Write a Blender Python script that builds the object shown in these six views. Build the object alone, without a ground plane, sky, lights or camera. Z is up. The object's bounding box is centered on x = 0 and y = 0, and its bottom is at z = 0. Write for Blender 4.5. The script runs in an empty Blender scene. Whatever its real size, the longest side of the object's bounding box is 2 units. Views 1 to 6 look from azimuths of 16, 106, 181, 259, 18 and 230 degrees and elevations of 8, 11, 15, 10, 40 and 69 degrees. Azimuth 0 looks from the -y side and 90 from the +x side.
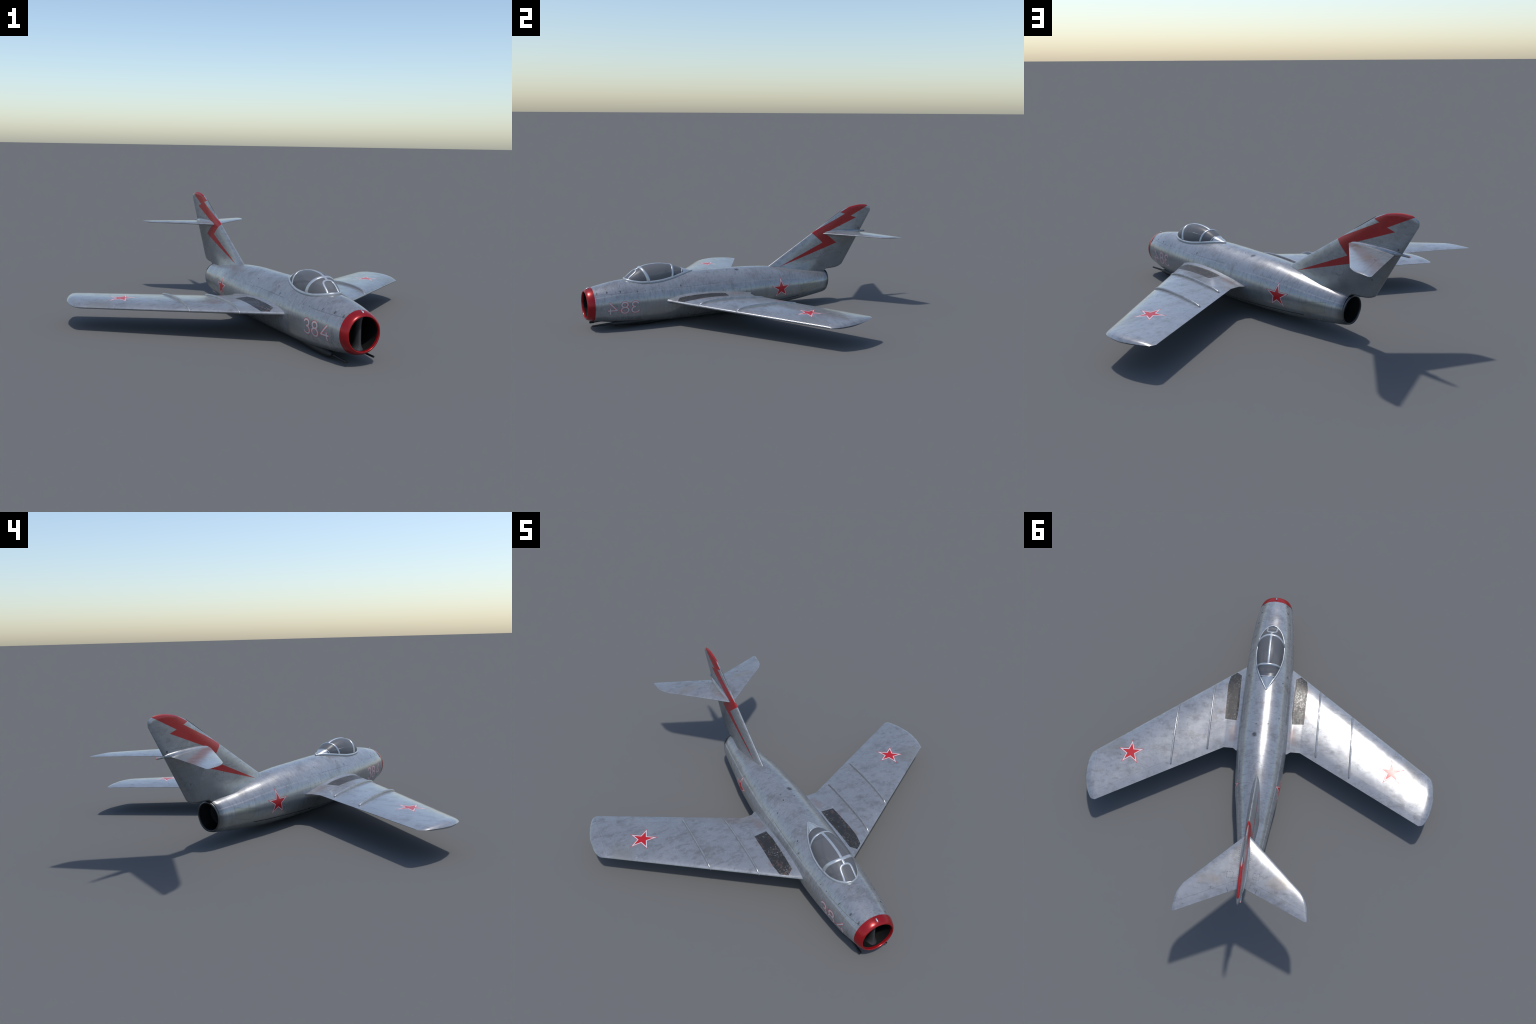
"""Swept-wing jet fighter with a red nose ring, built part by part.

Aircraft frame: x = forward along the fuselage, y = to the pilot's left, z = up.
Every part is modelled in this frame and parented to one empty that turns the
aircraft to its heading, so Object coordinates are aircraft coordinates.
"""
import bpy, bmesh, math
import numpy as np
from mathutils import Vector

HEADING = math.radians(-47.27)
SIDE_SHIFT = 0.015


# ------------------------------------------------------------------ helpers
def pchip(xs, ys):
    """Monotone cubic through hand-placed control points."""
    xs = np.array(xs, float)
    ys = np.array(ys, float)
    if xs[0] > xs[-1]:
        xs, ys = xs[::-1], ys[::-1]
    h = np.diff(xs)
    d = np.diff(ys) / h
    m = np.zeros_like(xs)
    for i in range(1, len(xs) - 1):
        if d[i - 1] * d[i] > 0:
            w1, w2 = 2 * h[i] + h[i - 1], h[i] + 2 * h[i - 1]
            m[i] = (w1 + w2) / (w1 / d[i - 1] + w2 / d[i])
    m[0], m[-1] = d[0], d[-1]

    def f(x):
        x = np.clip(np.asarray(x, float), xs[0], xs[-1])
        i = np.clip(np.searchsorted(xs, x) - 1, 0, len(xs) - 2)
        t = (x - xs[i]) / h[i]
        return ((1 + 2 * t) * (1 - t) ** 2 * ys[i] + t * (1 - t) ** 2 * h[i] * m[i]
                + t * t * (3 - 2 * t) * ys[i + 1] + t * t * (t - 1) * h[i] * m[i + 1])
    return f


def smooth(a, b, x):
    t = np.clip((np.asarray(x, float) - a) / (b - a), 0, 1)
    return t * t * (3 - 2 * t)


ROOT = bpy.data.objects.new("jet_fighter", None)
bpy.context.scene.collection.objects.link(ROOT)
ROOT.rotation_euler = (0, 0, HEADING)
ROOT.location = (-math.sin(HEADING) * SIDE_SHIFT, math.cos(HEADING) * SIDE_SHIFT, 0)
ROOT.empty_display_size = 0.2
ROOT["label"] = "weathered silver swept-wing jet fighter with red nose ring and stars"
ROOT["category"] = "jet plane"


def make_object(name, verts, faces, material, parent=ROOT, angle=40, flip=False):
    me = bpy.data.meshes.new(name)
    me.from_pydata([tuple(map(float, v)) for v in verts], [], [tuple(f) for f in faces])
    bm = bmesh.new()
    bm.from_mesh(me)
    bmesh.ops.remove_doubles(bm, verts=bm.verts, dist=1e-6)
    bmesh.ops.recalc_face_normals(bm, faces=bm.faces)
    if flip:
        bmesh.ops.reverse_faces(bm, faces=bm.faces)
    bm.to_mesh(me)
    bm.free()
    me.materials.append(material)
    me.shade_smooth()
    me.set_sharp_from_angle(angle=math.radians(angle))
    ob = bpy.data.objects.new(name, me)
    bpy.context.scene.collection.objects.link(ob)
    ob.parent = parent
    return ob


def grid_faces(rows, cols, closed):
    faces = []
    for i in range(rows - 1):
        for j in range(cols if closed else cols - 1):
            k = (j + 1) % cols
            faces.append((i * cols + j, i * cols + k, (i + 1) * cols + k, (i + 1) * cols + j))
    return faces


def loft(loops, cap_start=False, cap_end=False, closed=True):
    """Skin a list of equally long point loops."""
    n = len(loops[0])
    verts = [p for loop in loops for p in loop]
    faces = grid_faces(len(loops), n, closed)
    if cap_start:
        faces.append(tuple(range(n))[::-1])
    if cap_end:
        base = (len(loops) - 1) * n
        faces.append(tuple(base + i for i in range(n)))
    return verts, faces


def tube(path, radius, sides=12, flat=1.0, up=None):
    """Round bar along a polyline; radius may be a number or a list."""
    path = [Vector(p) for p in path]
    loops = []
    for i, p in enumerate(path):
        a = path[max(i - 1, 0)]
        b = path[min(i + 1, len(path) - 1)]
        tan = (b - a).normalized()
        ref = Vector(up[i]) if up is not None else (Vector((0, 0, 1)) if abs(tan.z) < 0.9 else Vector((0, 1, 0)))
        side = tan.cross(ref).normalized()
        nor = side.cross(tan).normalized()
        r = radius[i] if hasattr(radius, "__len__") else radius
        loops.append([p + side * (r * math.cos(t)) + nor * (r * flat * math.sin(t))
                      for t in np.linspace(0, 2 * math.pi, sides, endpoint=False)])
    return loft(loops, True, True)


def join(*parts):
    verts, faces = [], []
    for v, f in parts:
        o = len(verts)
        verts += list(v)
        faces += [tuple(i + o for i in q) for q in f]
    return verts, faces


# ------------------------------------------------------------------ node expressions
class Ex:
    """A node socket (or number) with arithmetic that writes Math nodes."""
    def __init__(self, tree, sock):
        self.t, self.s = tree, sock

    def op(self, kind, *others, clamp=False):
        n = self.t.nodes.new("ShaderNodeMath")
        n.operation = kind
        n.use_clamp = clamp
        for i, o in enumerate((self,) + others):
            v = o.s if isinstance(o, Ex) else o
            if isinstance(v, (int, float)):
                n.inputs[i].default_value = v
            else:
                self.t.links.new(v, n.inputs[i])
        return Ex(self.t, n.outputs[0])

    def __add__(self, o): return self.op("ADD", o)
    def __sub__(self, o): return self.op("SUBTRACT", o)
    def __mul__(self, o): return self.op("MULTIPLY", o)
    def __truediv__(self, o): return self.op("DIVIDE", o)
    __radd__ = __add__
    __rmul__ = __mul__
    def __rsub__(self, o): return Ex(self.t, o).op("SUBTRACT", self)
    def abs(self): return self.op("ABSOLUTE")
    def min(self, o): return self.op("MINIMUM", o)
    def max(self, o): return self.op("MAXIMUM", o)
    def lt(self, o): return self.op("LESS_THAN", o)
    def gt(self, o): return self.op("GREATER_THAN", o)
    def sqrt(self): return self.op("SQRT")

    def ramp(self, a, b):
        """0 below a, 1 above b, smooth between."""
        n = self.t.nodes.new("ShaderNodeMapRange")
        n.interpolation_type = "SMOOTHSTEP"
        self.t.links.new(self.s, n.inputs[0])
        n.inputs[1].default_value = min(a, b)
        n.inputs[2].default_value = max(a, b)
        n.inputs[3].default_value = 0 if a < b else 1
        n.inputs[4].default_value = 1 if a < b else 0
        return Ex(self.t, n.outputs[0])


class Paint:
    """Collects colour layers for one Principled material."""
    def __init__(self, name):
        self.mat = bpy.data.materials.new(name)
        self.mat.use_nodes = True
        self.t = self.mat.node_tree
        self.bsdf = self.t.nodes["Principled BSDF"]
        co = self.t.nodes.new("ShaderNodeTexCoord")
        self.co = co.outputs["Object"]
        sep = self.t.nodes.new("ShaderNodeSeparateXYZ")
        self.t.links.new(self.co, sep.inputs[0])
        self.x = Ex(self.t, sep.outputs[0])
        self.y = Ex(self.t, sep.outputs[1])
        self.z = Ex(self.t, sep.outputs[2])
        self.ay = self.y.abs()
        self.col = None
        self.cover = None
        self.matte = None

    def noise(self, scale, detail=4, rough=0.55, stretch=(1, 1, 1), offset=(0, 0, 0), distort=0.0):
        m = self.t.nodes.new("ShaderNodeMapping")
        m.inputs["Location"].default_value = offset
        m.inputs["Scale"].default_value = stretch
        self.t.links.new(self.co, m.inputs[0])
        n = self.t.nodes.new("ShaderNodeTexNoise")
        n.inputs["Scale"].default_value = scale
        n.inputs["Detail"].default_value = detail
        n.inputs["Roughness"].default_value = rough
        n.inputs["Distortion"].default_value = distort
        self.t.links.new(m.outputs[0], n.inputs["Vector"])
        return Ex(self.t, n.outputs["Fac"])

    def base(self, rgb):
        n = self.t.nodes.new("ShaderNodeRGB")
        n.outputs[0].default_value = (*rgb, 1)
        self.col = n.outputs[0]

    def paint(self, mask, rgb, amount=1.0):
        """Opaque paint: a colour layer that also hides the metal."""
        self.layer(mask, rgb, amount)
        self.cover = mask if self.cover is None else self.cover.max(mask)

    def layer(self, mask, rgb, amount=1.0, mode="MIX"):
        n = self.t.nodes.new("ShaderNodeMix")
        n.data_type = "RGBA"
        n.blend_type = mode
        m = mask * amount if amount != 1.0 else mask
        self.t.links.new(m.s, n.inputs[0])
        self.t.links.new(self.col, n.inputs[6])
        n.inputs[7].default_value = (*rgb, 1)
        self.col = n.outputs[2]

    def finish(self, rough=0.4, metal=1.0, bump=None, bump_strength=0.1, bump_dist=0.001, spec=0.5):
        t, b = self.t, self.bsdf
        t.links.new(self.col, b.inputs["Base Color"])
        for key, v in (("Roughness", rough), ("Metallic", metal)):
            if isinstance(v, Ex):
                t.links.new(v.s, b.inputs[key])
            else:
                b.inputs[key].default_value = v
        b.inputs["Specular IOR Level"].default_value = spec
        if bump is not None:
            n = t.nodes.new("ShaderNodeBump")
            n.inputs["Strength"].default_value = bump_strength
            n.inputs["Distance"].default_value = bump_dist
            t.links.new(bump.s, n.inputs["Height"])
            t.links.new(n.outputs[0], b.inputs["Normal"])
        return self.mat


def length2(u, v):
    return (u * u + v * v).sqrt()


def star_distance(u, v, radius):
    """Signed distance-like field of a five-pointed star; +v is its top."""
    r = length2(u, v)
    ang = u.op("ARCTAN2", v)
    seg = 2 * math.pi / 5
    a = (ang + (math.pi / 5 + 4 * seg)).op("MODULO", seg) - math.pi / 5
    a = a.abs()
    px = r * a.op("SINE")
    py = r * a.op("COSINE")
    ri = radius * 0.382
    ex, ey = ri * math.sin(math.pi / 5), ri * math.cos(math.pi / 5) - radius
    ln = math.hypot(ex, ey)
    nx, ny = -ey / ln, ex / ln
    return px * nx + (py - radius) * ny


def segment_distance(u, v, a, b):
    dx, dy = b[0] - a[0], b[1] - a[1]
    l2 = dx * dx + dy * dy
    h = ((u - a[0]) * (dx / l2) + (v - a[1]) * (dy / l2)).op("ADD", 0.0, clamp=True)
    return length2(u - a[0] - h * dx, v - a[1] - h * dy)


def convex(u, v, pts):
    """Inside mask of a convex polygon given counter-clockwise or clockwise."""
    area = sum(p[0] * q[1] - q[0] * p[1] for p, q in zip(pts, pts[1:] + pts[:1]))
    sgn = 1 if area > 0 else -1
    m = None
    for p, q in zip(pts, pts[1:] + pts[:1]):
        dx, dy = q[0] - p[0], q[1] - p[1]
        ln = math.hypot(dx, dy)
        d = (v - p[1]) * (sgn * dx / ln) - (u - p[0]) * (sgn * dy / ln)
        m = d if m is None else m.min(d)
    return m


def rivet_ring(u, v, c, r, count):
    du, dv = u - c[0], v - c[1]
    ring = (length2(du, dv) - r).abs().lt(0.0013)
    return ring * (du.op("ARCTAN2", dv) * count).op("SINE").gt(0.25)


def rivet_row(u, v, a, b, pitch=0.008):
    """Row of rivets from a to b in a (u, v) plane."""
    dx, dy = b[0] - a[0], b[1] - a[1]
    ln = math.hypot(dx, dy)
    along = (u - a[0]) * (dx / ln) + (v - a[1]) * (dy / ln)
    across = ((v - a[1]) * (dx / ln) - (u - a[0]) * (dy / ln)).abs()
    return across.lt(0.0011) * along.gt(0) * along.lt(ln) * (along * (2 * math.pi / pitch)).op("SINE").gt(0.3)


def panel_line(u, v, a, b, half=0.0007):
    return segment_distance(u, v, a, b).lt(half)


METAL = (0.325, 0.338, 0.355)
STAR_RED = (0.47, 0.014, 0.02)
MARK_RED = (0.46, 0.03, 0.04)
MARK_WHITE = (0.55, 0.555, 0.58)


def metal_paint(name, streak=(1, 1, 1), seed=0.0, grime=0.45):
    """Worn bare aluminium with brownish stains and dark scuffs."""
    p = Paint(name)
    p.base(METAL)
    o = (seed, seed * 1.7, seed * 0.6)
    p.layer(p.noise(6.0, 5, 0.6, offset=o).ramp(0.42, 0.66), (0.36, 0.37, 0.385), 0.8)
    p.layer(p.noise(8, 6, 0.72, offset=(seed + 3, 1, 2)).ramp(0.50, 0.70), (0.19, 0.172, 0.155), grime)
    p.layer(p.noise(12.0, 6, 0.75, offset=(seed + 7, 4, 2)).ramp(0.52, 0.68), (0.19, 0.195, 0.20), 0.45)
    p.layer(p.noise(30, 5, 0.72, stretch=streak, offset=o).ramp(0.48, 0.68), (0.185, 0.18, 0.175), grime + 0.05)
    p.layer(p.noise(60, 4, 0.7, offset=(5, seed, 1)).ramp(0.60, 0.73), (0.08, 0.075, 0.07), 0.5)
    p.layer(p.noise(40, 5, 0.7, offset=(seed, 9, 3)).ramp(0.56, 0.70), (0.46, 0.48, 0.51), 0.4)
    return p


def metal_finish(p, rough=0.25, metal=0.5):
    r = p.noise(9, 5, 0.6, offset=(2, 5, 8)).ramp(0.3, 0.75) * 0.09 + (rough - 0.05)
    bump = p.noise(14, 3, 0.5)
    if p.cover is not None:
        r = r + p.cover * 0.08
        if p.matte is not None:
            r = r + p.matte * 0.14
        metal = metal - p.cover * (metal - 0.05)
    return p.finish(rough=r, metal=metal, bump=bump, bump_strength=0.03, bump_dist=0.004)


def plain(name, rgb, rough=0.4, metal=0.0, spec=0.5):
    p = Paint(name)
    p.base(rgb)
    p.layer(p.noise(30, 4).ramp(0.45, 0.7), tuple(c * 0.7 for c in rgb), 0.5)
    return p.finish(rough=rough, metal=metal, spec=spec)


# ------------------------------------------------------------------ fuselage
S_TABLE = [1.243, 1.19, 1.142, 1.08, 1.02, 0.93, 0.83, 0.70, 0.53, 0.30, 0.14, 0.0, -0.08, -0.16, -0.26, -0.36, -0.44, -0.50, -0.53, -0.548]
TOP = pchip(S_TABLE, [.2805, .292, .3005, .3095, .3145, .320, .3255, .329, .3305, .3265, .3235, .3155, .3075, .2985, .283, .268, .257, .2505, .246, .2405])
BOTTOM = pchip(S_TABLE, [.0525, .045, .039, .031, .025, .018, .012, .006, .003, .004, .0085, .0135, .018, .0235, .0335, .0455, .0565, .0655, .071, .0765])
WIDTH = pchip(S_TABLE, [.1135, .124, .1325, .1395, .1455, .152, .1575, .163, .166, .166, .163, .1545, .148, .1395, .1225, .1085, .0965, .0875, .0815, .0725])


def fuselage_point(s, a, grow=0.0):
    """Point on the skin at station s and section angle a (0 = left side, 90 deg = top)."""
    top, bot, w = TOP(s), BOTTOM(s), WIDTH(s)
    zm, h = (top + bot) / 2, (top - bot) / 2
    # a shallow step runs along the upper side: skin above it sits 2 mm lower
    deg = math.degrees(math.asin(max(-1.0, min(1.0, math.sin(a)))))
    step = -0.0016 * smooth(29.5, 31.5, deg) * (1 - smooth(34, 60, deg))
    g = grow + step
    ca, sa = math.cos(a), math.sin(a)
    if sa < 0:                         # the nose is boxier below, where the guns are packed
        e = 1 - 0.15 * float(smooth(0.62, 0.85, s) * (1 - smooth(1.12, 1.23, s)))
        ca, sa = math.copysign(abs(ca) ** e, ca), -abs(sa) ** e
    return (s, (w + g) * ca, zm + (h + g) * sa)


def fuselage_top_z(s, y):
    top, bot, w = float(TOP(s)), float(BOTTOM(s)), float(WIDTH(s))
    zm, h = (top + bot) / 2, (top - bot) / 2
    return zm + h * math.sqrt(max(0, 1 - (y / w) ** 2))


# half width of the canopy's foot along the fuselage
CAN_W = pchip([1.020, 1.012, 1.000, .980, .955, .92, .88, .83, .78, .73, .676, .63, .591, .56, .540, .528],
              [.002, .024, .040, .057, .070, .082, .088, .092, .0905, .083, .0695, .053, .0345, .0195, .0085, .001])
N_AROUND = 192
ANG = np.linspace(0, 2 * np.pi, N_AROUND, endpoint=False)
stations = np.concatenate([np.linspace(1.243, -0.50, 260), np.linspace(-0.505, -0.548, 10)])


def build_fuselage_material():
    p = metal_paint("worn_aluminium_fuselage", streak=(3.0, 1, 0.5), seed=0.0, grime=0.54)
    s, ay, z = p.x, p.ay, p.z
    side = ay.gt(0.055)
    # dull olive-grey area on the rear side, brownish dark patch in front of the wing
    rag = p.noise(22, 4, 0.6) * 0.05
    rear = (s + rag).lt(0.14) * (z + rag - s * 0.06).ramp(0.235, 0.19)
    p.layer(rear, (0.30, 0.31, 0.29), 0.55)
    fore = (s - rag).ramp(0.745, 0.77) * (s + rag).ramp(1.05, 0.86) * (z + rag).ramp(0.24, 0.185)
    p.layer(fore, (0.29, 0.28, 0.265), 0.6)
    olive = convex(s, z, [(-0.445, 0.195), (-0.285, 0.165), (-0.315, 0.105), (-0.44, 0.135)])
    p.layer(olive.gt(0) * side, (0.30, 0.31, 0.25), 0.5)
    dark = olive.abs().lt(0.0009) * side
    # panel seams and rivets
    for a, b in (((1.236, 0.2465), (1.0, 0.2485)), ((0.715, 0.252), (0.375, 0.256))):
        dark = dark.max(panel_line(s, z, a, b, 0.0010) * side)
    for c in (1.03, 0.60, 0.145, -0.47):
        dark = dark.max((s - c).abs().lt(0.0007) * 0.55)
    dark = dark.max((z - 0.2485).abs().lt(0.0006) * side * s.lt(0.37) * 0.5)
    for c, r, n in (((-0.03, 0.238), 0.017, 12), ((-0.20, 0.262), 0.012, 9), ((-0.29, 0.215), 0.010, 8)):
        dark = dark.max(rivet_ring(s, z, c, r, n) * side)
    for a, b in (((-0.03, 0.13), (-0.22, 0.135)), ((0.55, 0.219), (0.16, 0.205)), ((0.26, 0.262), (0.31, 0.262)), ((0.26, 0.285), (0.31, 0.285))):
        dark = dark.max(rivet_row(s, z, a, b) * side)
    top = z.gt(0.29)
    y = p.y
    for c, r, n in (((0.44, -0.035), 0.011, 9), ((0.32, 0.045), 0.008, 7), ((0.33, -0.05), 0.008, 7), ((0.45, 0.04), 0.022, 11)):
        dark = dark.max(rivet_ring(s, y, c, r, n) * top)
    arch = length2((s + 0.16) / 0.18, y / 0.042)
    dark = dark.max((arch - 1.0).abs().lt(0.012) * top * s.gt(-0.12) * 0.6)
    p.layer(dark, (0.06, 0.06, 0.06), 0.55)
    # oil spots, vents and a hole
    for c, r in (((0.205, 0.045), 0.022), ((0.28, 0.042), 0.006), ((0.235, -0.03), 0.005), ((0.285, -0.035), 0.006), ((0.29, -0.022), 0.004), ((0.60, -0.105), 0.007), ((0.34, -0.105), 0.008)):
        d = length2(s - c[0], y - c[1]) + (p.noise(70, 3) - 0.5) * 0.012
        p.layer(d.ramp(r, r * 0.3) * top, (0.05, 0.05, 0.05), 0.8)
    for c, r in (((0.66, 0.264), 0.0075), ((1.162, 0.258), 0.008), ((1.075, 0.259), 0.0065), ((1.07, 0.288), 0.003), ((1.225, 0.252), 0.007), ((0.965, 0.252), 0.0035), ((0.91, 0.251), 0.003)):
        d = length2(s - c[0], (z - c[1]) * 0.7) + (p.noise(90, 3) - 0.5) * 0.012
        p.layer(d.ramp(r, r * 0.3) * side, (0.07, 0.07, 0.06), 0.8)
    # thin black line low along the flank
    belly = segment_distance(s, z, (0.58, 0.036), (-0.28, 0.084))
    p.layer(belly.lt(0.0022) * side, (0.02, 0.02, 0.02), 0.9)
    # faint pink panel outlines on the nose
    pink = (length2((s - 1.075) * 1.3, y) - 0.045).abs().lt(0.0008).max((s - 1.165).abs().lt(0.0008) * y.abs().lt(0.05)) * top
    p.layer(pink, (0.62, 0.38, 0.40), 0.5)
    # skin colour darkens towards the tail pipe
    p.layer((s + rag * 0.3).ramp(-0.485, -0.553), (0.06, 0.062, 0.065), 0.75)
    # red star on the flank
    d = star_distance((s + 0.112) * (0.070 / 0.078), z - 0.166, 0.0785)
    p.paint(d.lt(0.0) * side, STAR_RED)
    p.layer(d.lt(-0.0022) * side, MARK_WHITE)
    p.layer(d.lt(-0.0062) * side, STAR_RED)
    # number 384: circle arcs and strokes, mirrored on the other flank
    u8 = (s - 1.055) / 1.2
    ring8 = (length2(u8, z - 0.1745) - 0.0165).abs().min((length2(u8, z - 0.1377) - 0.0203).abs())
    u3 = (s - 0.985) / 1.2
    ring3 = (length2(u3, z - 0.1745) - 0.0165).abs().min((length2(u3, z - 0.1377) - 0.0203).abs())
    cut = u3.lt(-0.002) * (z - 0.155).abs().lt(0.0225)
    ring3 = ring3 + cut
    strokes4 = segment_distance(s, z, (1.152, 0.191), (1.106, 0.141))
    strokes4 = strokes4.min(segment_distance(s, z, (1.106, 0.141), (1.162, 0.141)))
    strokes4 = strokes4.min(segment_distance(s, z, (1.150, 0.154), (1.150, 0.117)))
    digits = ring8.min(ring3).min(strokes4)
    p.paint(digits.lt(0.0069) * side, MARK_RED)
    p.layer(digits.lt(0.0043) * side, (0.47, 0.465, 0.485))
    return metal_finish(p, rough=0.26)


FUSELAGE_METAL = build_fuselage_material()
loops = [[fuselage_point(float(s), float(a)) for a in ANG] for s in stations]
v, f = loft(loops)


def over_cockpit(face):
    """True for skin faces that the cockpit opening takes away."""
    return all(0.66 < v[i][0] < 1.0 and v[i][2] > 0.26 and abs(v[i][1]) < float(CAN_W(v[i][0])) - 0.004 for i in face)


f = [q for q in f if not over_cockpit(q)]
fuselage = make_object("fuselage", v, f, FUSELAGE_METAL, angle=50)

# red intake ring: rounded lip turned around the nose axis
RED_PAINT = Paint("red_gloss_paint")
RED_PAINT.base((0.30, 0.007, 0.010))
RED_PAINT.layer(RED_PAINT.noise(18, 5).ramp(0.5, 0.75), (0.23, 0.007, 0.010), 0.7)
RED_PAINT.layer(RED_PAINT.noise(70, 3).ramp(0.68, 0.76), (0.10, 0.03, 0.03), 0.6)
RED_PAINT = RED_PAINT.finish(rough=0.27, metal=0.35)
NOSE_Z = 0.1668


def turned(profile, zc=NOSE_Z, sy=1.0, sides=128):
    return [[(s, r * sy * math.cos(a), zc + r * math.sin(a)) for a in np.linspace(0, 2 * np.pi, sides, endpoint=False)]
            for s, r in profile]


lip = [(1.2425, .1142), (1.252, .1122), (1.262, .1094), (1.272, .1058), (1.280, .1018), (1.286, .0976), (1.2895, .0936),
       (1.2905, .0908), (1.2895, .0888), (1.285, .0876), (1.275, .0870)]
v, f = loft(turned(lip))
make_object("intake_ring", v, f, RED_PAINT, angle=60)
DUCT = plain("dark_duct_metal", (0.006, 0.0062, 0.0065), rough=0.6, metal=0.0, spec=0.2)
duct = [(1.2755, .0870), (1.24, .0862), (1.18, .086), (1.10, .085), (1.04, .083)]
v, f = loft(turned(duct), cap_end=True)
make_object("intake_duct", v, f, DUCT, angle=60)

# splitter: teardrop wall standing in the duct, flared where it meets top and bottom
SPLIT = Paint("duct_splitter_metal")
SPLIT.base((0.05, 0.053, 0.056))
SPLIT.layer(SPLIT.x.ramp(1.256, 1.225), (0.006, 0.006, 0.006))  # colour fades to black aft: duct shading painted onto the wall
SPLIT = SPLIT.finish(rough=0.55, metal=0.2, spec=0.3)
rows = []
for k in np.linspace(-1, 1, 25):
    z = NOSE_Z + 0.0865 * k
    flare = 0.018 * abs(k) ** 6
    front = 1.258 + 0.010 * abs(k) ** 3
    row = []
    for q in np.linspace(-1, 1, 31):
        back = abs(q)
        row.append((front - 0.015 * back ** 2 - 0.11 * back ** 6, q * (0.0145 + flare) + 0.055 * q * back ** 6, z))
    rows.append(row)
v, f = loft(rows, closed=False)
make_object("intake_splitter", v, f, SPLIT, angle=60)

# small gun-camera fairing on top of the ring
v, f = tube([(1.256, 0, .2765), (1.259, 0, .2795), (1.268, 0, .2775), (1.275, 0, .2735), (1.2775, 0, .2715)],
            [.001, .0042, .0046, .0042, .002], 12)
make_object("nose_camera", v, f, plain("camera_fairing_metal", (0.5, 0.52, 0.55), 0.35, 0.8))

# exhaust: dark rolled rim and tail pipe
def tail_loop(s, w, h, zc=0.158):
    return [(s - 0.009 * math.sin(a), w * math.cos(a), zc + h * math.sin(a)) for a in np.linspace(0, 2 * np.pi, 96, endpoint=False)]


RIM = plain("burnt_exhaust_metal", (0.12, 0.125, 0.13), rough=0.42, metal=0.85)
pipe = [(-0.5475, .0727, .0828), (-0.552, .0715, .0815), (-0.5545, .0695, .0795), (-0.555, .0675, .0770), (-0.5535, .0660, .0752),
        (-0.545, .0650, .0738)]
v, f = loft([tail_loop(*q) for q in pipe])
make_object("exhaust_rim", v, f, RIM, angle=60)
PIPE = plain("sooty_tail_pipe", (0.06, 0.064, 0.072), rough=0.3, metal=0.75)
v, f = loft([tail_loop(s, w, h) for s, w, h in ((-0.5455, .0650, .0738), (-0.51, .0645, .0725), (-0.43, .063, .068), (-0.385, .062, .066), (-0.375, .050, .054))], cap_end=True)
make_object("tail_pipe", v, f, PIPE, angle=60)
v, f = loft([tail_loop(q, w, h) for q, w, h in ((-0.44, .0640, .0690), (-0.462, .0585, .0630), (-0.466, .0560, .0605), (-0.462, .0545, .0585), (-0.40, .054, .058))])
make_object("exhaust_inner_ring", v, f, plain("dull_inner_ring_metal", (0.16, 0.165, 0.175), 0.4, 0.7), angle=60)


# ------------------------------------------------------------------ wings and tail surfaces
AIRFOIL = pchip([0, .004, .0125, .03, .06, .12, .2, .32, .45, .6, .72, .82, .84, 1.0],
                [0, .165, .285, .43, .58, .78, .93, 1.0, .965, .83, .69, .535, .50, .05])
FIN_FOIL = pchip([0, .004, .0125, .03, .06, .12, .2, .32, .5, .7, .85, .96, 1.0],
                 [0, .14, .25, .39, .55, .76, .91, .99, 1.0, .92, .74, .50, .20])
CHORD = np.concatenate([0.5 * (1 - np.cos(np.linspace(0, np.pi * 0.6, 30))), np.linspace(0.67, 1, 15)])


def airfoil_surface(span_rows, lead, trail, tip, thick, mid, root_at, to_point, round_from=0.94, bottom=None, foil=None):
    """Wing-like solid.  Chord lines run to a curved tip so the plan outline is round.
    to_point(chordwise, spanwise, offset) places a point of the surface."""
    foil = foil or AIRFOIL
    loops = []
    for v_ in span_rows:
        loop = []
        upper, lower = [], []
        for c in CHORD:
            r0 = root_at(c)
            q = r0 + v_ * (tip(c) - r0)
            le, te = lead(q), trail(q)
            x = le + c * (te - le)
            k = 1.0
            if v_ > round_from:
                k = math.sqrt(max(0.0, 1 - ((v_ - round_from) / (1 - round_from)) ** 2))
            h = 0.5 * thick(q, c) * foil(c) * k
            if bottom is not None:
                h *= bottom(q, c)
            m = mid(q, c)
            upper.append(to_point(x, q, m + h))
            lower.append(to_point(x, q, m - h))
        loops.append(upper + lower[::-1])
    return loft(loops, cap_start=True, cap_end=True)


def wing_lead(q):
    return 0.8895 - 0.737 * q


def wing_trail(q):
    straight = 0.3000 - 0.548 * q
    inner = 0.161 - 0.018 * (1 - smooth(0.163, 0.195, q))
    # soft kink where the swept trailing edge meets the square root piece
    return min(straight, inner) if q < 0.30 else straight


WING_TIP = pchip([0, .03, .1, .2, .33, .5, .68, .85, .95, 1.0], [1.121, 1.130, 1.1375, 1.1415, 1.1415, 1.132, 1.114, 1.090, 1.070, 1.045])


def wing_thick(q, c):
    chord = wing_lead(q) - wing_trail(q)
    t = (0.095 + 0.010 * smooth(0.25, 0.9, q)) * chord
    if q < 0.195:                      # concave root fillet onto the fuselage
        t += 0.036 * ((0.195 - q) / 0.05) ** 2 * min(1.0, 0.35 + 2.2 * c) * (1 - 0.6 * c ** 4)
    return t


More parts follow.
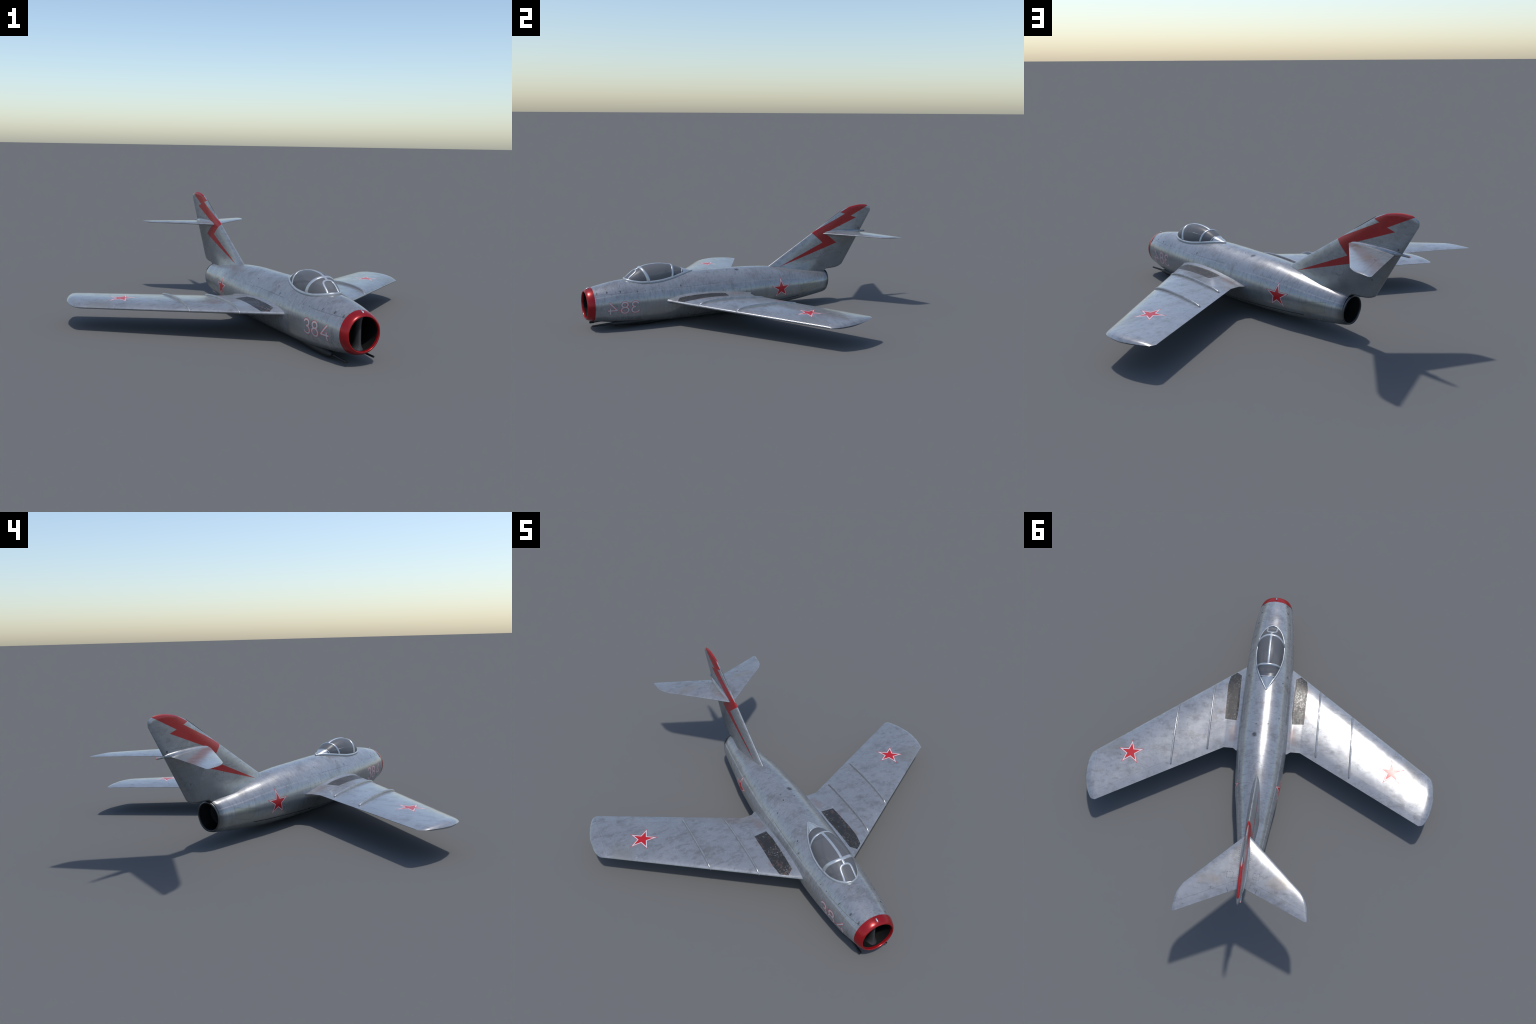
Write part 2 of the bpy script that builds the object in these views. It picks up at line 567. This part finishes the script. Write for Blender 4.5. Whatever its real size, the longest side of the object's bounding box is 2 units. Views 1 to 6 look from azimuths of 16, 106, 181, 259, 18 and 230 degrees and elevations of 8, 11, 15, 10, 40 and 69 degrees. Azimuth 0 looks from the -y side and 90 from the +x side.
def wing_mid(q, c):
    le = 0.1725 - 0.0265 * (q - 0.17)
    te = 0.1660 - 0.004 * (q - 0.2)
    return le + (te - le) * c + 0.002 * math.sin(math.pi * c)


def build_wing_material():
    p = metal_paint("worn_aluminium_wing", streak=(1.0, 0.4, 1), seed=11.0)
    s, ay = p.x, p.ay
    geo = p.t.nodes.new("ShaderNodeNewGeometry")
    sep = p.t.nodes.new("ShaderNodeSeparateXYZ")
    p.t.links.new(geo.outputs["Normal"], sep.inputs[0])
    upper = Ex(p.t, sep.outputs[2]).gt(-0.1)
    # rust-brown stains around the walkway
    for c, rx, ry in (((0.27, 0.20), 0.075, 0.035), ((0.42, 0.275), 0.03, 0.015), ((0.60, 0.28), 0.03, 0.015)):
        d = length2((s - c[0]) / rx, (ay - c[1]) / ry) + (p.noise(25, 4) - 0.5) * 1.6
        p.layer(d.ramp(1.0, 0.45) * upper, (0.30, 0.235, 0.22), 0.55)
    d = length2((s - 0.10) / 0.10, (ay - 1.0) / 0.10) + (p.noise(14, 5) - 0.5) * 2.2
    p.layer(d.ramp(1.0, 0.3) * upper, (0.26, 0.24, 0.20), 0.4)
    # seams
    hinge = s - (0.3000 - 0.548 * ay)
    dark = (hinge - 0.066).abs().lt(0.0006) * ay.gt(0.62)
    dark = dark.max((ay - 1.062 - s * 0.0).abs().lt(0.0006) * 0.3)
    dark = dark.max(rivet_row(s, ay, (0.07, 1.085), (-0.26, 1.062), 0.009))
    for a, b in (((0.40, 0.64), (0.02, 0.64)), ((0.15, 0.72), (-0.05, 0.64))):
        dark = dark.max(panel_line(s, ay, a, b, 0.0005) * 0.35)
    for c, r, n in (((0.388, 0.64), 0.017, 13), ((0.30, 0.69), 0.014, 9), ((0.155, 0.715), 0.010, 8), ((0.08, 0.68), 0.008, 7),
                    ((0.37, 0.46), 0.02, 9), ((0.17, 0.465), 0.009, 7), ((0.255, 0.285), 0.008, 7)):
        dark = dark.max(rivet_ring(s, ay, c, r, n) * 0.7)
    p.layer(dark * upper, (0.10, 0.11, 0.12), 0.6)
    # black walkway, pointed in front, speckled by wear
    way = convex(s, ay, [(0.352, 0.186), (0.358, 0.265), (0.62, 0.272), (0.685, 0.262), (0.716, 0.222), (0.69, 0.187), (0.43, 0.180)])
    p.paint(way.gt(0) * upper, (0.026, 0.025, 0.024))
    p.matte = way.gt(0) * upper * p.noise(80, 4, 0.7).ramp(0.35, 0.6)
    worn = p.noise(110, 4, 0.75).ramp(0.52, 0.66) * (p.noise(14, 3).ramp(0.40, 0.62) + (s.ramp(0.55, 0.70) * 0.5)).min(1.0)
    p.layer(way.gt(0) * upper * worn, (0.24, 0.24, 0.235), 0.75)
    p.layer(way.gt(0) * upper * p.noise(40, 3).ramp(0.55, 0.7), (0.12, 0.07, 0.06), 0.5)
    # star
    d = star_distance(ay - 0.859, s - 0.068, 0.091)
    p.paint(d.lt(0.0) * upper, STAR_RED)
    p.layer(d.lt(-0.0027) * upper, MARK_WHITE)
    p.layer(d.lt(-0.0085) * upper, STAR_RED)
    return metal_finish(p, rough=0.225)


WING_METAL = build_wing_material()
FENCE_METAL = metal_finish(metal_paint("worn_aluminium_fence", seed=23.0), rough=0.26)
SPAN = np.concatenate([np.linspace(0, 0.125, 26), np.linspace(0.14, 0.93, 40), 1 - 0.07 * np.cos(np.linspace(0.1, np.pi / 2, 14))])
SPAN[-1] = 1.0


def wing_top(s, q):
    le, te = wing_lead(q), wing_trail(q)
    c = (s - le) / (te - le)
    return wing_mid(q, c) + 0.5 * wing_thick(q, c) * float(AIRFOIL(c))


def build_fence(q, sign):
    """Low rounded wall lying along the chord, wrapping a little over the leading edge."""
    le, te = wing_lead(q), wing_trail(q)
    ch = te - le
    hs = pchip([-0.004, .02, .06, .2, .5, .8, .92, .945], [.0005, .004, .0100, .0138, .0138, .0115, .008, .001])
    loops = []
    for c in np.concatenate([np.linspace(-0.004, 0.06, 14), np.linspace(0.08, 0.90, 30), np.linspace(0.905, 0.945, 8)]):
        cc = max(c, 0.0)
        base = wing_mid(q, cc) + 0.5 * wing_thick(q, cc) * float(AIRFOIL(cc))
        h = float(hs(c))
        w = 0.0050 * min(1.0, h / 0.006)
        x = le + c * ch
        loop = [(x, sign * (q - w * 1.5), base - 0.006), (x, sign * (q - w * 1.15), base + 0.1 * h), (x, sign * (q - w), base + 0.65 * h), (x, sign * (q - w * 0.6), base + 0.93 * h), (x, sign * q, base + h),
                (x, sign * (q + w * 0.6), base + 0.93 * h), (x, sign * (q + w), base + 0.65 * h), (x, sign * (q + w * 1.15), base + 0.1 * h), (x, sign * (q + w * 1.5), base - 0.006)]
        loops.append(loop)
    return loft(loops, True, True)


for sign in (1, -1):
    v, f = airfoil_surface(SPAN, wing_lead, wing_trail, WING_TIP, wing_thick, wing_mid, lambda c: 0.145,
                           lambda x, q, h, sg=sign: (x, sg * q, h), round_from=0.955)
    wing = make_object("wing", v, f, WING_METAL, angle=45)
    for q in (0.36, 0.587):
        v, f = build_fence(q, sign)
        make_object("wing_fence", v, f, FENCE_METAL, parent=wing, angle=50)

# ------------------------------------------------------------------ fin
def fin_lead(z):
    return -0.083 - 1.655 * (z - 0.314)


def fin_trail(z):
    return -0.709 - 0.628 * (z - 0.268)


FIN_TIP = pchip([0, .07, .14, .28, .448, .67, .86, .95, 1.0], [.687, .7070, .7170, .7250, .7290, .7260, .7120, .700, .680])
FIN_ROOT = pchip([0, .78, .815, .87, .93, .97, 1.0], [.205, .205, .2455, .2465, .249, .256, .270])


def fin_thick(z, c):
    ch = fin_lead(z) - fin_trail(z)
    t = 0.077 * ch
    if z < 0.345:
        t += 0.014 * ((0.345 - z) / 0.06) ** 2 * (1 - float(smooth(0.5, 0.75, c)))
    return t


BOLT = dict(p0=(-0.160, 0.302), p1=(-0.528, 0.456), p2=(-0.440, 0.534), p3=(-0.727, 0.663), p4=(-0.692, 0.677),
            p5=(-0.775, 0.7165), p6=(-0.948, 0.7075), p7=(-0.783, 0.647), p8=(-0.831, 0.631), pj=(-0.550, 0.527), p11=(-0.651, 0.447))


def build_fin_material():
    p = metal_paint("worn_aluminium_fin", streak=(0.5, 1, 2), seed=31.0)
    s, z = p.x, p.z
    p.layer(((p.noise(8, 5) - 0.5) * 0.25 + z - 0.35 + (s + 0.5) * 0.55).ramp(0.13, -0.08), (0.17, 0.178, 0.185), 0.7)  # lower rear tinted darker to show the fin sides' dim shade and ground reflection
    dark = rivet_row(s, z, (-0.60, 0.552), (-0.87, 0.553), 0.009)
    dark = dark.max(rivet_row(s, z, (-0.66, 0.487), (-0.83, 0.49), 0.009) * 0.7)
    for c, r, n in (((-0.475, 0.375), 0.035, 20), ((-0.60, 0.40), 0.016, 9), ((-0.70, 0.36), 0.004, 1)):
        dark = dark.max(rivet_ring(s, z, c, r, n))
    dark = dark.max(panel_line(s, z, (-0.62, 0.262), (-0.80, 0.545), 0.0006) * 0.5)
    dark = dark.max(length2(s + 0.855, z - 0.545).lt(0.006)).max(length2(s + 0.70, z - 0.36).lt(0.003))
    p.layer(dark, (0.05, 0.05, 0.05), 0.8)
    b = BOLT
    d = convex(s, z, [b["p0"], b["p1"], b["p11"]])
    d = d.max(convex(s, z, [b["p1"], b["p2"], b["pj"], b["p11"]]))
    d = d.max(convex(s, z, [b["p2"], b["p3"], b["p8"], b["pj"]]))
    d = d.max(convex(s, z, [b["p4"], (-0.84, 0.7475), (-1.03, 0.76), b["p7"]]))
    # overlap that joins the two strokes of the bolt where they step sideways
    d = d.max(convex(s, z, [(b["p3"][0] - 0.004, b["p3"][1] + 0.006), (b["p7"][0] + 0.004, b["p7"][1] + 0.006), (b["p7"][0] + 0.004, b["p7"][1] - 0.006), (b["p3"][0] - 0.004, b["p3"][1] - 0.006)]))
    paint = d.gt(-0.0004)
    p.layer(paint, (0.33, 0.014, 0.016))
    p.layer(paint * p.noise(20, 5).ramp(0.5, 0.75), (0.23, 0.016, 0.018), 0.6)
    r = p.noise(9, 5, 0.6, offset=(2, 5, 8)).ramp(0.3, 0.75) * 0.10 + 0.25
    return p.finish(rough=r, metal=0.5 - paint * 0.4, bump=p.noise(14, 3, 0.5), bump_strength=0.03, bump_dist=0.004)


FIN_SPAN = np.concatenate([np.linspace(0, 0.06, 8), np.linspace(0.08, 0.92, 44), 1 - 0.07 * np.cos(np.linspace(0.1, np.pi / 2, 14))])
FIN_SPAN[-1] = 1.0


def fin_bottom(z, c):
    """Round the free lower edge of the rudder."""
    if c < 0.80:
        return 1.0
    d = max(0.0, z - float(FIN_ROOT(c)))
    return math.sqrt(min(1.0, 0.02 + d / 0.012))


v, f = airfoil_surface(FIN_SPAN, fin_lead, fin_trail, lambda c: float(FIN_TIP(c)), fin_thick, lambda z, c: 0.0, lambda c: float(FIN_ROOT(c)),
                       lambda x, z, h: (x, h, z), round_from=0.965, bottom=fin_bottom, foil=FIN_FOIL)
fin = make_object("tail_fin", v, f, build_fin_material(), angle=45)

# thin aerial strip standing just ahead of the fin's leading edge
v, f = tube([(fin_lead(z) + 0.0035, 0, z) for z in (0.60, 0.625, 0.65, 0.675, 0.688)], [.0006, .0012, .0014, .0014, .0008], 8)
make_object("antenna", v, f, plain("dark_antenna", (0.06, 0.06, 0.06), 0.5, 0.3))

# ------------------------------------------------------------------ horizontal stabilizers
def stab_lead(q):
    return -0.518 - 0.942 * q


def stab_trail(q):
    return -0.8345 - 0.442 * q


STAB_TIP = pchip([0, .06, .2, .4, .65, .86, .95, 1.0], [.337, .3525, .3695, .377, .380, .3825, .381, .370])


def build_stab_material():
    p = metal_paint("worn_aluminium_stabilizer", streak=(1, 0.4, 1), seed=47.0)
    s, ay = p.x, p.ay
    hinge = s - (-0.8345 - 0.442 * ay)
    dark = (hinge - 0.052).abs().lt(0.0006) * 0.7
    dark = dark.max(panel_line(s, ay, (-0.845, 0.085), (-0.87, 0.078), 0.0013)).max(panel_line(s, ay, (-0.80, 0.05), (-0.835, 0.045), 0.001) * 0.6)
    dark = dark.max(rivet_row(s, ay, (-0.58, 0.035), (-0.80, 0.031), 0.012))
    d = ((s + 0.77).abs().max((ay - 0.075).abs()) - 0.018).abs().lt(0.0013)
    dark = dark.max(d * ((s + ay) * 700).op("SINE").gt(0.2))
    p.layer(dark, (0.06, 0.06, 0.06), 0.8)
    d = length2((s + 0.80) / 0.05, (ay - 0.20) / 0.09) + (p.noise(16, 5) - 0.5) * 1.8
    p.layer(d.ramp(1.0, 0.3), (0.33, 0.29, 0.24), 0.45)
    return metal_finish(p, rough=0.225)


STAB_METAL = build_stab_material()
for sign in (1, -1):
    v, f = airfoil_surface(np.concatenate([np.linspace(0, 0.92, 36), 1 - 0.07 * np.cos(np.linspace(0.1, np.pi / 2, 12))]),
                           stab_lead, stab_trail, lambda c: float(STAB_TIP(c)),
                           lambda q, c: 0.082 * (stab_lead(q) - stab_trail(q)), lambda q, c: 0.5215 - 0.006 * (q / 0.38) ** 2 + 0.002 * (0.5 - c),
                           lambda c: 0.003, lambda x, q, h, sg=sign: (x, sg * q, h), round_from=0.95)
    make_object("horizontal_stabilizer", v, f, STAB_METAL, angle=45)

# spindle fairing where fin and stabilizers cross, with the rear lamp rod
FAIR_METAL = metal_finish(metal_paint("worn_aluminium_fairing", seed=53.0))
prof = pchip([-0.530, -0.536, -0.548, -0.575, -0.65, -0.76, -0.83, -0.87], [.003, .011, .0185, .0255, .031, .0285, .020, .0085])
path = np.linspace(-0.530, -0.87, 40)
loops = [[(float(s), float(prof(s)) * math.cos(a), 0.523 + 0.82 * float(prof(s)) * math.sin(a)) for a in np.linspace(0, 2 * np.pi, 28, endpoint=False)] for s in path]
v, f = loft(loops, True, True)
tail_fairing = make_object("tail_fairing", v, f, FAIR_METAL, angle=50)
v, f = tube([(-0.86, 0, .5215), (-0.90, 0, .5210), (-0.917, 0, .5208)], [.0068, .0062, .006], 16)
make_object("tail_lamp_rod", v, f, FAIR_METAL, parent=tail_fairing)
v, f = tube([(-0.9165, 0, .5208), (-0.920, 0, .5208), (-0.9225, 0, .5208)], [.0056, .0048, .002], 14)
make_object("tail_lamp", v, f, plain("pink_lamp_glass", (0.85, 0.36, 0.36), 0.2), parent=tail_fairing)

# ------------------------------------------------------------------ canopy
CAN_Z = pchip([1.020, 1.0, .97, .937, .910, .857, .80, .771, .72, .679, .64, .604, .565, .528],
              [.3165, .3315, .3545, .3765, .3895, .4030, .4060, .4045, .3975, .387, .373, .3575, .344, .3325])


def canopy_point(s, a, grow=0.0):
    """a runs from 0 (left sill) over 90 deg (crown) to 180 deg (right sill)."""
    b = float(CAN_W(s))
    zb = fuselage_top_z(s, b) - 0.002
    hgt = float(CAN_Z(s)) - zb
    ca, sa = math.cos(a), math.sin(a)
    e = 0.9
    return Vector((s, (b + grow) * math.copysign(abs(ca) ** e, ca), zb + (hgt + grow) * abs(sa) ** e))


def canopy_normal(s, a):
    e = 2e-3
    du = canopy_point(min(s + e, 1.019), a) - canopy_point(max(s - e, 0.529), a)
    dv = canopy_point(s, a + e) - canopy_point(s, a - e)
    n = dv.cross(du)
    n.normalize()
    if n.z < 0 and math.sin(a) > 0.3:
        n.negate()
    return n


def canopy_patch(s0, s1, ns, a0=0.0, a1=math.pi, na=64, grow=0.0):
    rows = [[canopy_point(float(s), float(a), grow) for a in np.linspace(a0, a1, na)] for s in np.linspace(s0, s1, ns)]
    return loft(rows, closed=False)


glass = Paint("smoky_canopy_glass")
glass.base((0.14, 0.147, 0.162))
glass.layer(glass.noise(6, 4).ramp(0.4, 0.7), (0.16, 0.165, 0.175), 0.5)
GLASS = glass.finish(rough=0.35, metal=0.0, spec=0.2)
glass.bsdf.inputs["Alpha"].default_value = 0.70
FRAME = plain("canopy_frame_metal", (0.47, 0.50, 0.53), 0.30, 0.5)

# cockpit tub: walls drop from the sill to a floor
TUB = plain("grey_cockpit_paint", (0.32, 0.322, 0.33), 0.8)
tub_s = np.linspace(0.665, 0.998, 40)
ring = [(float(s), float(CAN_W(s)) - 0.003) for s in tub_s] + [(float(s), -float(CAN_W(s)) + 0.003) for s in tub_s[::-1]]
tub = [[(s, y, fuselage_top_z(s, y) - 0.001) for s, y in ring],
       [(s, y * 0.97, 0.27) for s, y in ring], [(s, y * 0.92, 0.19) for s, y in ring], [(s, y * 0.85, 0.155) for s, y in ring], [(s, y * 0.75, 0.15) for s, y in ring]]
v, f = loft(tub, cap_end=True)
make_object("cockpit_tub", v, f, TUB, angle=40, flip=True)

v, f = canopy_patch(1.0195, 0.611, 80)
canopy = make_object("canopy_glass", v, f, GLASS, angle=60)
v, f = canopy_patch(0.6105, 0.5285, 30, grow=0.0006)
make_object("canopy_tail_fairing", v, f, FRAME, parent=canopy, angle=60)


def frame_bar(name, path, r, flat=0.6):
    pts = [canopy_point(s, a) for s, a in path]
    ups = [canopy_normal(s, a) for s, a in path]
    v, f = tube(pts, r, 12, flat, ups)
    return make_object(name, v, f, FRAME, parent=canopy, angle=60)


# sill all around the foot of the canopy
half = [(float(q), float(CAN_W(q))) for q in np.linspace(0.5285, 1.02, 900)]
outline = np.array(half + [(q, -w) for q, w in half[::-1]])
run = np.concatenate([[0], np.cumsum(np.hypot(*np.diff(outline, axis=0).T))])
even = np.linspace(0, run[-1], 190)
outline = np.stack([np.interp(even, run, outline[:, 0]), np.interp(even, run, outline[:, 1])], 1)
v, f = tube([(q, w + math.copysign(0.001, w), fuselage_top_z(q, w) + 0.003) for q, w in outline],
            [0.0056 if q > 0.6 else 0.0056 - 0.0030 * (0.6 - q) / 0.072 for q, w in outline], 16, 1.65)
make_object("canopy_sill", v, f, FRAME, parent=canopy, angle=60)

angs = np.linspace(0.10, math.pi - 0.10, 60)
# front arch leans forward at its top; rear arch stands nearly square
frame_bar("canopy_arch", [(0.872 + 0.036 * math.sin(a) ** 1.5, a) for a in angs], [0.0092 + 0.003 * abs(math.cos(a)) ** 8 for a in angs], 0.45)
frame_bar("canopy_arch", [(0.700 - 0.014 * math.sin(a), a) for a in angs], 0.0074, 0.5)
frame_bar("canopy_arch", [(0.622 - 0.012 * math.sin(a) ** 2, a) for a in angs], 0.0034)
frame_bar("canopy_spine", [(s, math.pi / 2) for s in np.linspace(0.937, 0.688, 30)], 0.0074, 0.42)


def arc_angle(s, y):
    """Section angle whose point lies at side offset y."""
    r = min(1.0, abs(y) / float(CAN_W(s))) ** (1 / 0.9)
    a = math.acos(r)
    return a if y >= 0 else math.pi - a


# flat front pane: two struts rising from the sill and a bar across the top
pane = [(1.004, 0.0345), (0.99, 0.034), (0.975, 0.0335), (0.96, 0.033), (0.95, 0.031), (0.9435, 0.027), (0.9395, 0.020), (0.9375, 0.010), (0.937, 0.0)]
outline = pane + [(s, -y) for s, y in pane[-2::-1]]
frame_bar("windshield_frame", [(s, arc_angle(s, y)) for s, y in outline], 0.0060, 0.5)

# ------------------------------------------------------------------ guns under the nose
GUN = plain("blackened_gun_steel", (0.035, 0.035, 0.037), 0.4, 0.7)
GUN_FAIR = plain("dark_gun_fairing_metal", (0.035, 0.036, 0.036), 0.5, 0.5)  # base colour blackened to include the shadow under the nose


def gun(y, z_front, s_front, s_muzzle, z_muzzle, r_fair, r_barrel, s_tail, z_tail, brake, side=0.0):
    body = pchip([s_front, s_front - 0.03, s_front - 0.12, (s_front + s_tail) / 2, s_tail], [r_fair * .5, r_fair * .9, r_fair * 1.05, r_fair * .9, .003])
    ss = np.linspace(s_front, s_tail, 40)
    zs = np.interp(ss, [s_tail, s_front], [z_tail, z_front])
    v, f = tube([(float(s), y + side, float(z)) for s, z in zip(ss, zs)], [float(body(s)) for s in ss], 24)
    fairing = make_object("gun_fairing", v, f, GUN_FAIR, angle=50)
    path = [(s_front - 0.02, y, z_front), (s_muzzle - 0.030, y, z_muzzle + 0.0004)]
    rad = [r_barrel * 1.15, r_barrel]
    if brake:
        path += [(s_muzzle - 0.0295, y, z_muzzle), (s_muzzle - 0.001, y, z_muzzle)]
        rad += [r_barrel * 1.3, r_barrel * 1.3]
    path += [(s_muzzle, y, z_muzzle), (s_muzzle, y, z_muzzle), (s_muzzle - 0.02, y, z_muzzle)]
    last = rad[-1]
    rad += [last * 0.95, last * 0.55, last * 0.5]
    v, f = tube(path[:-2], rad[:-2], 16)
    make_object("gun_barrel", v, f, GUN, parent=fairing)
    v, f = tube([(s_muzzle + 0.0004, y, z_muzzle), (s_muzzle + 0.0008, y, z_muzzle)], last * 0.6, 14)
    make_object("gun_bore", v, f, plain("gun_bore_black", (0.004, 0.004, 0.004), 0.9), parent=fairing)


gun(-0.068, 0.029, 1.122, 1.246, 0.0245, 0.0205, 0.0064, 0.64, 0.030, True, -0.004)
gun(0.0806, 0.0405, 1.137, 1.263, 0.0385, 0.0160, 0.0058, 0.74, 0.036, False, 0.004)
gun(0.050, 0.0180, 0.982, 1.105, 0.0185, 0.0175, 0.0058, 0.66, 0.020, False)
